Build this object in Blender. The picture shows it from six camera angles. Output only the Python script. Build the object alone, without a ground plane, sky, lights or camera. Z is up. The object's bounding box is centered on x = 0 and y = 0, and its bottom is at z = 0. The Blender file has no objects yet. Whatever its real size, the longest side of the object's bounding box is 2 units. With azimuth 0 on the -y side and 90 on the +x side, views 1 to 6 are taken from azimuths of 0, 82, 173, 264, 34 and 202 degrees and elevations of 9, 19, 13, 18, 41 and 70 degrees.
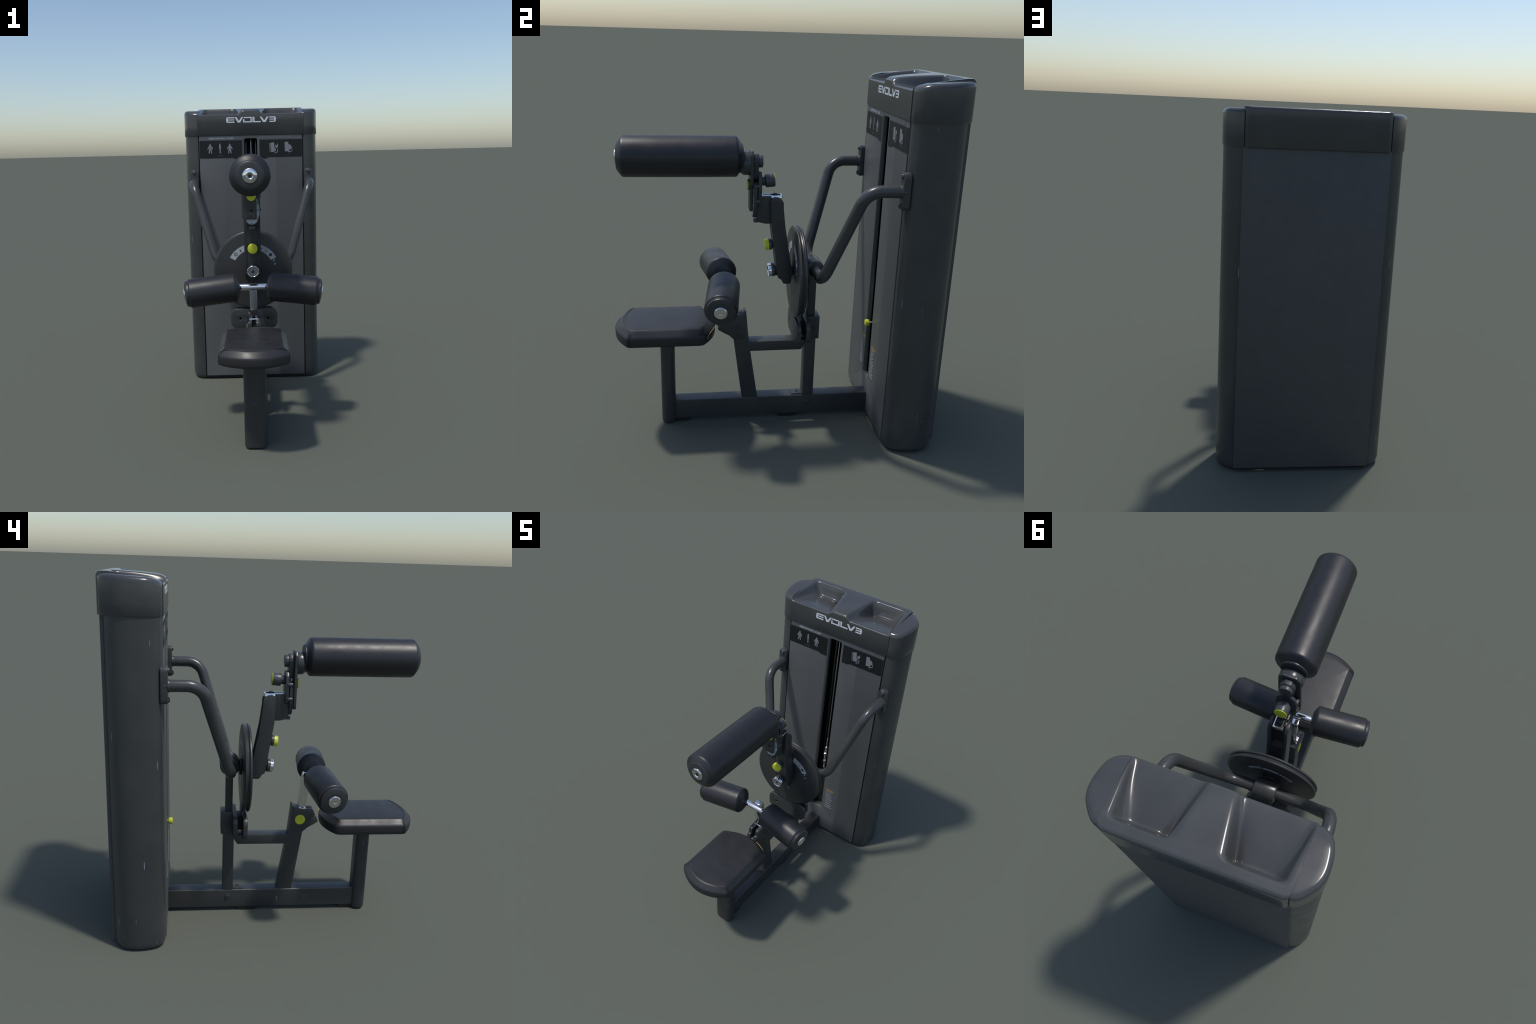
import bpy, bmesh, math, random
from mathutils import Vector, Matrix

random.seed(7)

# ---------------------------------------------------------------- materials
def new_mat(name):
    m = bpy.data.materials.new(name)
    m.use_nodes = True
    nt = m.node_tree
    return m, nt, nt.nodes, nt.links, nt.nodes["Principled BSDF"]


def coords(nt, scale=(1, 1, 1)):
    tc = nt.nodes.new("ShaderNodeTexCoord")
    mp = nt.nodes.new("ShaderNodeMapping")
    mp.inputs["Scale"].default_value = scale
    nt.links.new(tc.outputs["Object"], mp.inputs["Vector"])
    return mp.outputs["Vector"]


def noise(nt, vec, scale, detail=3, rough=0.55):
    n = nt.nodes.new("ShaderNodeTexNoise")
    n.inputs["Scale"].default_value = scale
    n.inputs["Detail"].default_value = detail
    n.inputs["Roughness"].default_value = rough
    nt.links.new(vec, n.inputs["Vector"])
    return n.outputs["Fac"]


def ramp(nt, fac, lo, hi, c0=(0, 0, 0, 1), c1=(1, 1, 1, 1)):
    r = nt.nodes.new("ShaderNodeValToRGB")
    r.color_ramp.elements[0].position = lo
    r.color_ramp.elements[1].position = hi
    r.color_ramp.elements[0].color = c0
    r.color_ramp.elements[1].color = c1
    nt.links.new(fac, r.inputs["Fac"])
    return r.outputs["Color"]


def mix(nt, fac, a, b, mode='MIX'):
    m = nt.nodes.new("ShaderNodeMix")
    m.data_type = 'RGBA'
    m.blend_type = mode
    for sock, v in ((m.inputs[0], fac), (m.inputs[6], a), (m.inputs[7], b)):
        if hasattr(v, "links"):
            nt.links.new(v, sock)
        else:
            sock.default_value = v
    return m.outputs[2]


def coated(name, col, rough=0.4, scratch=0.0, scratch_col=(0.42, 0.47, 0.5, 1),
           grain=0.06, spec=0.5, vary=0.12, bump_scale=900):
    """Powder coat / moulded plastic: soft mottling, rare pale scratches, fine grain."""
    m, nt, nodes, links, b = new_mat(name)
    c = (*col, 1)
    dark = (*[v * (1 - vary) for v in col], 1)
    lite = (*[v * (1 + vary) for v in col], 1)
    v = coords(nt)
    out = ramp(nt, noise(nt, v, 5.5, 4), 0.3, 0.7, dark, lite)
    if scratch > 0:
        geo = nodes.new("ShaderNodeNewGeometry")
        mp = nodes.new("ShaderNodeMapping")
        mp.inputs["Scale"].default_value = (150, 150, 9)
        mp.inputs["Location"].default_value = (3.1, 7.7, 1.9)
        links.new(geo.outputs["Position"], mp.inputs["Vector"])
        vs = mp.outputs["Vector"]
        s = ramp(nt, noise(nt, vs, 1.0, 1.5, 0.4), 0.815 - scratch * 0.05, 0.85 - scratch * 0.05)
        out = mix(nt, s, out, scratch_col)
    links.new(out, b.inputs["Base Color"])
    rr = ramp(nt, noise(nt, v, 14, 3), 0.3, 0.7, (rough * 0.85,) * 3 + (1,), (min(1, rough * 1.15),) * 3 + (1,))
    links.new(rr, b.inputs["Roughness"])
    b.inputs["Specular IOR Level"].default_value = spec
    if grain > 0:
        bp = nodes.new("ShaderNodeBump")
        bp.inputs["Strength"].default_value = grain
        bp.inputs["Distance"].default_value = 0.001
        links.new(noise(nt, v, bump_scale, 2), bp.inputs["Height"])
        links.new(bp.outputs["Normal"], b.inputs["Normal"])
    return m


def simple(name, col, rough=0.5, metal=0.0, spec=0.5):
    m, nt, nodes, links, b = new_mat(name)
    v = coords(nt)
    dark = (*[x * 0.93 for x in col], 1)
    lite = (*[min(1, x * 1.05) for x in col], 1)
    links.new(ramp(nt, noise(nt, v, 30, 2), 0.3, 0.7, dark, lite), b.inputs["Base Color"])
    b.inputs["Roughness"].default_value = rough
    b.inputs["Metallic"].default_value = metal
    b.inputs["Specular IOR Level"].default_value = spec
    return m


GREY = (0.040, 0.043, 0.046)
M_COLUMN = coated("column_plastic", (0.051, 0.0535, 0.0535), 0.33, scratch=1.0)
M_CAP = coated("cap_plastic", (0.058, 0.060, 0.061), 0.19)
M_FRAME = coated("frame_powder_coat", (0.037, 0.039, 0.040), 0.38, scratch=0.25)
M_TUBE = coated("tube_powder_coat", (0.047, 0.049, 0.050), 0.30, scratch=0.2)
M_BACK = coated("back_panel_metal", (0.068, 0.068, 0.068), 0.55, vary=0.04)
M_DISC = coated("disc_paint", (0.034, 0.035, 0.036), 0.36, scratch=0.3)
M_LEATHER = coated("vinyl_upholstery", (0.0205, 0.0208, 0.0225), 0.44, grain=0.16, bump_scale=420, spec=0.45)
M_FOAM = coated("roller_vinyl", (0.0165, 0.0165, 0.019), 0.42, grain=0.12, bump_scale=420, spec=0.5)
M_CAPEND = coated("roller_end_plastic", (0.030, 0.031, 0.033), 0.38)
M_BLACK = simple("dark_interior", (0.006, 0.006, 0.007), 0.5)
M_RUBBER = simple("black_rubber", (0.012, 0.012, 0.013), 0.55)
M_BAND = coated("black_placard", (0.0100, 0.0112, 0.0118), 0.5, grain=0, spec=0.3)
M_CHROME = simple("chrome", (0.78, 0.78, 0.80), 0.08, 1.0)
M_ROD = simple("dark_steel", (0.10, 0.098, 0.095), 0.25, 0.8)
M_STEEL = simple("brushed_steel", (0.52, 0.53, 0.54), 0.30, 0.9)
M_KNOB = coated("knob_plastic", (0.050, 0.053, 0.058), 0.36)
M_YELLOW = simple("yellow_plastic", (0.56, 0.60, 0.035), 0.35)
M_WHITE = simple("logo_white", (0.62, 0.65, 0.70), 0.45)
M_PRINT = simple("print_grey", (0.19, 0.20, 0.22), 0.5)
M_PRINTDIM = simple("print_dim_grey", (0.085, 0.095, 0.11), 0.5)
M_PRINTDARK = simple("print_shade_grey", (0.085, 0.092, 0.102), 0.5)
M_LABEL = simple("label_white", (0.40, 0.43, 0.46), 0.5)
M_LABELINK = simple("label_ink", (0.035, 0.038, 0.045), 0.5)
M_ORANGE = simple("print_orange", (0.38, 0.19, 0.04), 0.5)
M_RED = simple("print_red", (0.20, 0.10, 0.11), 0.5)
M_GOLD = simple("gold_edge", (0.45, 0.34, 0.10), 0.4)


def panel_material():
    """Front panel colour: pale grey, a darker field right of a vertical edge and a faint stripe left."""
    m, nt, nodes, links, b = new_mat("panel_grey")
    v = coords(nt)
    base = ramp(nt, noise(nt, v, 4, 4), 0.3, 0.7, (0.097, 0.101, 0.104, 1), (0.108, 0.112, 0.115, 1))
    sep = nodes.new("ShaderNodeSeparateXYZ")
    links.new(v, sep.inputs[0])

    def step(sock, at, w):
        mr = nodes.new("ShaderNodeMapRange")
        mr.inputs["From Min"].default_value = at - w
        mr.inputs["From Max"].default_value = at + w
        links.new(sock, mr.inputs["Value"])
        return mr.outputs["Result"]

    def mul(a, c):
        mm = nodes.new("ShaderNodeMath")
        mm.operation = 'MULTIPLY'
        for s, x in ((mm.inputs[0], a), (mm.inputs[1], c)):
            if hasattr(x, "links"):
                links.new(x, s)
            else:
                s.default_value = x
        return mm.outputs[0]
    right = step(sep.outputs["X"], 0.178, 0.004)
    out = mix(nt, mul(right, 0.85), base, (0.080, 0.083, 0.085, 1))
    l1 = step(sep.outputs["X"], -0.186, 0.008)
    l2 = nodes.new("ShaderNodeMath")
    l2.operation = 'SUBTRACT'
    l2.inputs[0].default_value = 1
    links.new(step(sep.outputs["X"], -0.166, 0.008), l2.inputs[1])
    out = mix(nt, mul(mul(l1, l2.outputs[0]), 0.6), out, (0.096, 0.100, 0.103, 1))
    links.new(out, b.inputs["Base Color"])
    b.inputs["Roughness"].default_value = 0.42
    b.inputs["Specular IOR Level"].default_value = 0.45
    return m


M_PANEL = panel_material()

# ---------------------------------------------------------------- object helpers
ROOT = bpy.data.objects.new("abdominal_machine", None)
bpy.context.scene.collection.objects.link(ROOT)
ROOT["label"] = "dark grey seated abdominal crunch gym machine with weight tower"
ROOT["category"] = "gym machine"


def add(name, mesh, mat, parent, angle=32):
    ob = bpy.data.objects.new(name, mesh)
    bpy.context.scene.collection.objects.link(ob)
    ob.parent = parent
    if mat:
        mesh.materials.clear()
        mesh.materials.append(mat)
    if len(mesh.polygons):
        mesh.polygons.foreach_set("use_smooth", [True] * len(mesh.polygons))
        mesh.set_sharp_from_angle(angle=math.radians(angle))
    return ob


def finish(bm, name, mat, parent, bevel=0.0, seg=2, angle=32, bevel_angle=30):
    bmesh.ops.recalc_face_normals(bm, faces=bm.faces)
    if bevel > 0:
        es = [e for e in bm.edges if len(e.link_faces) == 2 and
              e.calc_face_angle(0) > math.radians(bevel_angle)]
        bmesh.ops.bevel(bm, geom=es, offset=bevel, segments=seg, profile=0.6, affect='EDGES', clamp_overlap=True)
    me = bpy.data.meshes.new(name)
    bm.to_mesh(me)
    bm.free()
    return add(name, me, mat, parent, angle)


def copy_of(ob, matrix, parent=None):
    c = ob.copy()
    c.parent = parent or ob.parent
    c.matrix_local = matrix
    bpy.context.scene.collection.objects.link(c)
    return c


MIRROR = Matrix.Scale(-1, 4, (1, 0, 0))


def fillet(pts, r, seg=6, closed=True):
    """Round the corners of a polyline (2D or 3D). r is one radius or a list."""
    P = [Vector(p) for p in pts]
    n = len(P)
    R = r if isinstance(r, (list, tuple)) else [r] * n
    out = []
    for i, p in enumerate(P):
        if (not closed and i in (0, n - 1)) or R[i] <= 0:
            out.append(p.copy())
            continue
        a = P[(i - 1) % n] - p
        b = P[(i + 1) % n] - p
        la, lb = a.length, b.length
        a, b = a / la, b / lb
        ang = a.angle(b)
        if ang > math.pi - 1e-3:
            out.append(p.copy())
            continue
        d = min(R[i] / math.tan(ang / 2), la * 0.49, lb * 0.49)
        rad = d * math.tan(ang / 2)
        mid = (a + b).normalized()
        c = p + mid * (rad / math.sin(ang / 2))
        v0, v1 = (p + a * d) - c, (p + b * d) - c
        tot = v0.angle(v1)
        for k in range(seg + 1):
            t = k / seg
            if tot < 1e-6:
                continue
            out.append(c + (v0 * math.sin((1 - t) * tot) + v1 * math.sin(t * tot)) / math.sin(tot))
    return out


def to3(p, h, axis):
    if axis == 'x':
        return (h, p[0], p[1])
    if axis == 'y':
        return (p[0], h, p[1])
    return (p[0], p[1], h)


def prism(name, pts, axis, a, b, mat, parent, bevel=0.0, seg=2, bm=None, angle=32, bevel_angle=30):
    own = bm is None
    bm = bm or bmesh.new()
    v0 = [bm.verts.new(to3(p, a, axis)) for p in pts]
    v1 = [bm.verts.new(to3(p, b, axis)) for p in pts]
    n = len(pts)
    bm.faces.new(v0)
    bm.faces.new(list(reversed(v1)))
    for i in range(n):
        bm.faces.new((v0[i], v1[i], v1[(i + 1) % n], v0[(i + 1) % n]))
    if own:
        return finish(bm, name, mat, parent, bevel, seg, angle, bevel_angle)


def rect(x0, x1, y0, y1, r=0.0, seg=5):
    p = [(x0, y0), (x1, y0), (x1, y1), (x0, y1)]
    return fillet(p, r, seg) if r > 0 else [Vector(q) for q in p]


def box(name, x, y, z, mat, parent, bevel=0.004, seg=2):
    return prism(name, rect(x[0], x[1], y[0], y[1]), 'z', z[0], z[1], mat, parent, bevel, seg)


def frame_of(axis):
    ax = Vector(axis).normalized()
    up = Vector((0, 0, 1)) if abs(ax.z) < 0.9 else Vector((1, 0, 0))
    u = ax.cross(up).normalized()
    return ax, u, u.cross(ax).normalized()


def lathe(name, prof, origin, axis, mat, parent, n=40, bm=None, angle=32):
    """prof: (h, r) along the axis; zero radius closes an end."""
    own = bm is None
    bm = bm or bmesh.new()
    ax, u, w = frame_of(axis)
    o = Vector(origin)
    rings = []
    for h, r in prof:
        c = o + ax * h
        if r <= 1e-6:
            rings.append([bm.verts.new(c)])
        else:
            rings.append([bm.verts.new(c + (u * math.cos(2 * math.pi * k / n) + w * math.sin(2 * math.pi * k / n)) * r)
                          for k in range(n)])
    for A, B in zip(rings, rings[1:]):
        if len(A) == 1 and len(B) == 1:
            continue
        for k in range(n):
            k2 = (k + 1) % n
            if len(A) == 1:
                bm.faces.new((A[0], B[k], B[k2]))
            elif len(B) == 1:
                bm.faces.new((A[k], B[0], A[k2]))
            else:
                bm.faces.new((A[k], B[k], B[k2], A[k2]))
    for end in (rings[0], rings[-1]):
        if len(end) > 2:
            bm.faces.new(end)
    if own:
        return finish(bm, name, mat, parent, angle=angle)


def cyl(name, origin, axis, r, h0, h1, mat, parent, rnd=0.003, n=36, bm=None):
    s = rnd * 0.3
    prof = [(h0, 0), (h0, r - rnd), (h0 + s, r - s), (h0 + rnd, r), (h1 - rnd, r), (h1 - s, r - s), (h1, r - rnd), (h1, 0)]
    return lathe(name, prof, origin, axis, mat, parent, n, bm)


def tube(name, pts, radius, mat, parent, n=24, bend=0.1, seg=10, bm=None):
    own = bm is None
    bm = bm or bmesh.new()
    path = fillet(pts, bend, seg, closed=False)
    rings = []
    prev = None
    for i, p in enumerate(path):
        t = (path[min(i + 1, len(path) - 1)] - path[max(i - 1, 0)]).normalized()
        if prev is None:
            _, u, w = frame_of(t)
        else:
            u = (prev - t * prev.dot(t)).normalized()
            w = t.cross(u)
        prev = u
        w = t.cross(u)
        rings.append([bm.verts.new(p + (u * math.cos(2 * math.pi * k / n) + w * math.sin(2 * math.pi * k / n)) * radius)
                      for k in range(n)])
    for A, B in zip(rings, rings[1:]):
        for k in range(n):
            bm.faces.new((A[k], B[k], B[(k + 1) % n], A[(k + 1) % n]))
    bm.faces.new(rings[0])
    bm.faces.new(rings[-1])
    if own:
        return finish(bm, name, mat, parent)


def loft(name, layers, mat, parent, bm=None, angle=32, cap0=True, cap1=True):
    """layers: equal-length closed rings of 3D points."""
    own = bm is None
    bm = bm or bmesh.new()
    rings = [[bm.verts.new(p) for p in L] for L in layers]
    n = len(rings[0])
    for A, B in zip(rings, rings[1:]):
        for k in range(n):
            bm.faces.new((A[k], B[k], B[(k + 1) % n], A[(k + 1) % n]))
    if cap0:
        bm.faces.new(rings[0])
    if cap1:
        bm.faces.new(rings[-1])
    if own:
        return finish(bm, name, mat, parent, angle=angle)


def offset_poly(pts, d):
    """Move a closed 2D outline along its outward normals (counter-clockwise outline)."""
    n = len(pts)
    out = []
    for i in range(n):
        a, b, c = Vector(pts[i - 1]), Vector(pts[i]), Vector(pts[(i + 1) % n])
        t = ((b - a).normalized() + (c - b).normalized())
        t = t.normalized() if t.length > 1e-9 else (c - b).normalized()
        nn = Vector((t.y, -t.x))
        k = max(0.5, nn.dot(Vector(((b - a).normalized().y, -(b - a).normalized().x))))
        out.append(b + nn * d / k)
    return out


def filled(name, loops, axis, at, depth, mat, parent, bevel=0.0, bevel_seg=2):
    """Plate from 2D outlines with holes (first outline is outer); loops lie in the plane across the axis."""
    cu = bpy.data.curves.new(name, 'CURVE')
    cu.dimensions = '2D'
    cu.fill_mode = 'BOTH'
    for lp in loops:
        sp = cu.splines.new('POLY')
        sp.points.add(len(lp) - 1)
        for q, p in zip(sp.points, lp):
            q.co = (p[0], p[1], 0, 1)
        sp.use_cyclic_u = True
    cu.extrude = depth / 2 - bevel
    cu.bevel_depth = bevel
    cu.bevel_resolution = bevel_seg
    cu.offset = -bevel
    tmp = bpy.data.objects.new(name + "_tmp", cu)
    bpy.context.scene.collection.objects.link(tmp)
    bpy.context.view_layer.update()
    me = bpy.data.meshes.new_from_object(tmp)
    bpy.data.objects.remove(tmp)
    bpy.data.curves.remove(cu)
    for v in me.vertices:
        v.co = to3((v.co.x, v.co.y), at + v.co.z, axis)
    bm = bmesh.new()
    bm.from_mesh(me)
    bpy.data.meshes.remove(me)
    bmesh.ops.remove_doubles(bm, verts=bm.verts, dist=1e-5)
    return finish(bm, name, mat, parent)


def text_mesh(name, body, x0, x1, zc, y, height_scale, mat, parent, depth=0.0012):
    cu = bpy.data.curves.new(name, 'FONT')
    cu.body = body
    cu.extrude = depth / 2
    tmp = bpy.data.objects.new(name + "_tmp", cu)
    bpy.context.scene.collection.objects.link(tmp)
    bpy.context.view_layer.update()
    me = bpy.data.meshes.new_from_object(tmp)
    bpy.data.objects.remove(tmp)
    xs = [v.co.x for v in me.vertices]
    ys = [v.co.y for v in me.vertices]
    sx = (x1 - x0) / (max(xs) - min(xs))
    sy = height_scale / (max(ys) - min(ys))
    for v in me.vertices:
        v.co = (x0 + (v.co.x - min(xs)) * sx, y - v.co.z, zc + (v.co.y - (max(ys) + min(ys)) / 2) * sy)
    return add(name, me, mat, parent)


def sm(a, b, x):
    t = max(0.0, min(1.0, (x - a) / (b - a)))
    return t * t * (3 - 2 * t)


def lerp(a, b, t):
    return a + (b - a) * t


# ================================================================= WEIGHT TOWER
bm = bmesh.new()
for s_ in (-1, 1):
    prism("", rect(*sorted((s_ * .350, s_ * .373)), .590, .858), 'z', 0.012, 1.81, None, None, bm=bm)
prism("", rect(-.349, .349, .846, .858), 'z', 0.012, 1.81, None, None, bm=bm)
prism("", rect(-.0525, .0525, .600, .845), 'z', 0.014, 0.20, None, None, bm=bm)
TOWER = finish(bm, "weight_tower", M_BLACK, ROOT)

# side columns: D-shaped extrusion, bottom edge rounded
D_HALF = [(.374, .579), (.398, .581), (.420, .589), (.440, .604), (.455, .627), (.466, .660), (.472, .697),
          (.474, .733), (.470, .765), (.459, .796), (.441, .821), (.418, .8405), (.396, .8535), (.374, .861)]


def dense(pts, k=3):
    """Catmull-Rom refinement of an open control polygon."""
    P = [Vector(p) for p in pts]
    out = []
    for i in range(len(P) - 1):
        p0, p1, p2, p3 = P[max(i - 1, 0)], P[i], P[i + 1], P[min(i + 2, len(P) - 1)]
        for j in range(k):
            t = j / k
            out.append(0.5 * ((2 * p1) + (p2 - p0) * t + (2 * p0 - 5 * p1 + 4 * p2 - p3) * t * t +
                              (3 * p1 - p0 - 3 * p2 + p3) * t ** 3))
    out.append(P[-1])
    return out


D_OUT = dense(D_HALF)


N_IN = 9


def d_ring(d, z, xmin=.374, back=0.0):
    """Column outline grown by d; the flat inner side is kept at xmin and carries its own points."""
    o = [Vector((max(p.x, xmin), p.y)) for p in offset_poly(D_OUT, d)]
    if back:
        o = [Vector((p.x, p.y + back * sm(.815, .862, p.y))) for p in o]
    o[0].y, o[-1].y = o[1].y - .0004, o[-2].y + .0004
    o[0].x = o[-1].x = xmin
    o += [Vector((xmin, lerp(o[-1].y, o[0].y, (k + 1) / (N_IN + 1)))) for k in range(N_IN)]
    return [Vector((p.x, p.y, z(p.y) if callable(z) else z)) for p in o]


lay = [d_ring(-.016, .010), d_ring(-.009, .012), d_ring(-.003, .022), d_ring(0, .038), d_ring(0, 1.800)]
col = loft("side_column", lay, M_COLUMN, TOWER)
copy_of(col, MIRROR)

# dark plinth below everything
bm = bmesh.new()
ol = [p for p in offset_poly(D_OUT, -.022)]
right = [(p.x, p.y) for p in ol]
prism("", right + [(-p[0], p[1]) for p in reversed(right)], 'z', 0.0, 0.026, None, None, bm=bm)
finish(bm, "base_plinth", M_RUBBER, TOWER)

# front panel with the slot
slot = list(reversed(rect(-.0455, .0465, .240, 1.776, .014)))
filled("front_panel", [rect(-.366, .366, .026, 1.806, .001, 1), slot], 'y', .5855, .021, M_PANEL, TOWER, bevel=0.0015)
prism("slot_trim", rect(-.0605, -.0470, .240, 1.776, .004, 2), 'y', .5725, .578, M_COLUMN, TOWER, .002)
# slot lining: thin sill and dark trims behind the opening
box("slot_sill", (-.048, .050), (.590, .640), (.222, .239), M_COLUMN, TOWER, .003)

# back panel
prism("back_panel", rect(-.380, .380, .024, 1.806, .002, 1), 'y', .842, .8750, M_BACK, TOWER, .002)


# top cap: centre tray block as a sculpted height surface
CY0, CY1 = .570, .8885


def tray_edges(y):
    """x of tray wall top, tray floor edge, divider foot, divider shoulder at depth y."""
    t = max(0.0, min(1.0, (y - .575) / (.826 - .575)))
    return t, lerp(.3745, .353, t), lerp(.370, .308, t), lerp(.088, .146, t), lerp(.046, .108, t)


def tray_height(x, y):
    t, xt, xf, df, dt = tray_edges(y)
    a = abs(x)
    mid, half = (xf + df) / 2, (xf - df) / 2
    dish = max(0.0, 1 - ((a - mid) / (half * 1.04)) ** 5) * max(0.0, min(1.0, (y - .585) / .215)) ** 1.4 * (1 - sm(.809, .831, y))
    floor = 1.9460 - .026 * dish
    side = 1.951 + .047 * t ** 0.6
    div = 1.9685 + .030 * t ** .40
    ws = sm(xf, xt, a)
    wd = 1 - sm(dt, df, a)
    z = floor + (side - floor) * ws + (div - floor) * wd
    return lerp(z, 1.9995, sm(.815, .838, y))


def cap_height(x, y):
    """Tray surface softened by local averaging, then rounded off at the front and back edges."""
    r = .0065
    z = 0.0
    for i in (-1, -.5, 0, .5, 1):
        for j in (-1, -.5, 0, .5, 1):
            z += tray_height(max(-.3765, min(.3765, x + i * r)), max(.575, min(.8765, y + j * r)))
    z /= 25
    for d, r in ((y - CY0, .008), (CY1 - y, .016)):   # rounded front and back edges
        if d < r:
            z -= r - math.sqrt(max(0, r * r - (r - d) ** 2))
    return z


bm = bmesh.new()
X0, X1, Y0, Y1 = -.3765, .3765, CY0, CY1
NY = 76
ys = sorted(set([round(Y0 + .010 * (k / 8) ** 2, 6) for k in range(9)] +
                [round(Y1 - .018 * (k / 8) ** 2, 6) for k in range(9)] +
                [round(lerp(Y0 + .012, Y1 - .020, k / NY), 6) for k in range(NY + 1)]))


def cap_xs(y):
    t, xt, xf, df, dt = tray_edges(y)
    half = []
    for p, q, k in ((0, dt, 6), (dt, df, 12), (df, xf, 22), (xf, xt, 12), (xt, X1, 3)):
        half += [lerp(p, q, i / k) for i in range(k)]
    half.append(X1)
    return [-x for x in reversed(half[1:])] + half


NX = len(cap_xs(.7)) - 1
ZB = 1.797


def cap_point(x, y):
    """Height point with the rear corners of the block rounded in plan."""
    e = max(0.0, (abs(x) - .348) / (X1 - .348))
    return (x, y - 0.015 * e * e * sm(.82, CY1, y), cap_height(x, y))


top = [[bm.verts.new(cap_point(x, y)) for x in cap_xs(y)] for y in ys]
for j in range(len(ys) - 1):
    for i in range(NX):
        bm.faces.new((top[j][i], top[j][i + 1], top[j + 1][i + 1], top[j + 1][i]))
rim = top[0] + [r[-1] for r in top[1:]] + list(reversed(top[-1][:-1])) + [r[0] for r in reversed(top[1:-1])]
low, low2 = [], []
for v in rim:
    low.append(bm.verts.new((v.co.x, v.co.y, ZB + .004)))
    cx = max(X0 + .003, min(X1 - .003, v.co.x))
    cy = max(Y0 + .003, min(Y1 - .003, v.co.y))
    low2.append(bm.verts.new((cx, cy, ZB)))
n = len(rim)
for i in range(n):
    j = (i + 1) % n
    bm.faces.new((rim[i], low[i], low[j], rim[j]))
    bm.faces.new((low[i], low2[i], low2[j], low[j]))
bmesh.ops.remove_doubles(bm, verts=bm.verts, dist=1e-6)
bm.faces.new([v for v in dict.fromkeys(low2) if v.is_valid])
CAP = finish(bm, "top_cap", M_CAP, TOWER, angle=62)


def end_top(y):
    return 1.9890 - .012 * (1 - sm(.60, .86, y)) - .016 * (1 - sm(.565, .650, y))


# rounded end pieces of the cap
R = .024
EXT = .0055
layers = [d_ring(EXT - .003, ZB, .3768, .013), d_ring(EXT, ZB + .005, .3768, .013), d_ring(EXT, ZB + .06, .3768, .013)]
for k in range(0, 8):
    a = k / 7 * math.pi / 2
    layers.append(d_ring(EXT - R * (1 - math.cos(a)), lambda y, a=a: end_top(y) - R + R * math.sin(a), .3768, .013))
cen = Vector((.3768, .722, 0))
last = layers[-1]
for f in (.7, .4, .1):
    layers.append([Vector((lerp(cen.x, p.x, f), lerp(cen.y, p.y, f), end_top(lerp(cen.y, p.y, f)))) for p in last])
end = loft("cap_end", layers, M_CAP, TOWER, angle=50)
copy_of(end, MIRROR)

# ---- logo lettering on the cap front
def stroke_letters(name, polys, y, depth, mat, parent):
    bm = bmesh.new()
    for i, p in enumerate(polys):      # each stroke a hair prouder than the last, so no faces coincide
        prism("", p, 'y', y - depth - i * .00012, y + depth, None, None, bm=bm)
    return finish(bm, name, mat, parent)


def bar(x0, x1, z0, z1):
    return [(x0, z0), (x1, z0), (x1, z1), (x0, z1)]


ZL, ZH = 1.8865, 1.9245
TH = .0078


def letter_e(x0, w, flip=False):
    c = .008
    ps = [[(x0, ZL + c), (x0 + c * .7, ZL), (x0 + c * .7 + TH * .8, ZL), (x0 + c * .7 + TH * .8, ZH), (x0 + c * .7, ZH), (x0, ZH - c)],
          bar(x0 + c, x0 + w, ZL, ZL + TH), bar(x0 + c, x0 + w * .98, (ZL + ZH) / 2 - TH * .4, (ZL + ZH) / 2 + TH * .45),
          bar(x0 + c, x0 + w, ZH - TH, ZH)]
    if flip:
        ps = [[(2 * x0 + w - p[0], p[1]) for p in q] for q in ps]
    return ps


def letter_v(x0, w):
    t = .0125
    m = x0 + w / 2
    return [[(x0, ZH), (x0 + t, ZH), (m, ZL + .012), (x0 + w - t, ZH), (x0 + w, ZH), (m + .0085, ZL), (m - .0085, ZL)]]


yl = .5698
stroke_letters("logo_letter", letter_e(-.169, .058), yl, .0010, M_WHITE, TOWER)
stroke_letters("logo_letter", letter_v(-.109, .060), yl, .0010, M_WHITE, TOWER)
stroke_letters("logo_letter", [bar(-.045, .0115, ZH - TH, ZH), bar(-.050, .0115, ZL, ZL + TH), bar(-.050, -.040, ZL, ZL + .023),
                               bar(.003, .0115, ZL, ZH)], yl, .0010, M_WHITE, TOWER)
stroke_letters("logo_letter", [bar(.0145, .018, ZL, ZH), bar(.0215, .031, ZL, ZH), bar(.031, .076, ZL, ZL + TH)], yl, .0010, M_WHITE, TOWER)
stroke_letters("logo_letter", letter_v(.069, .062), yl, .0010, M_WHITE, TOWER)
stroke_letters("logo_letter", letter_e(.136, .046, True), yl, .0010, M_WHITE, TOWER)

# ---- placard band with pictograms
def band(sgn):
    pts = [(.062, 1.764), (.364, 1.764), (.364, 1.6415), (.122, 1.6415), (.110, 1.632), (.062, 1.632)]
    return [(sgn * p[0], p[1]) for p in pts]


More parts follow.
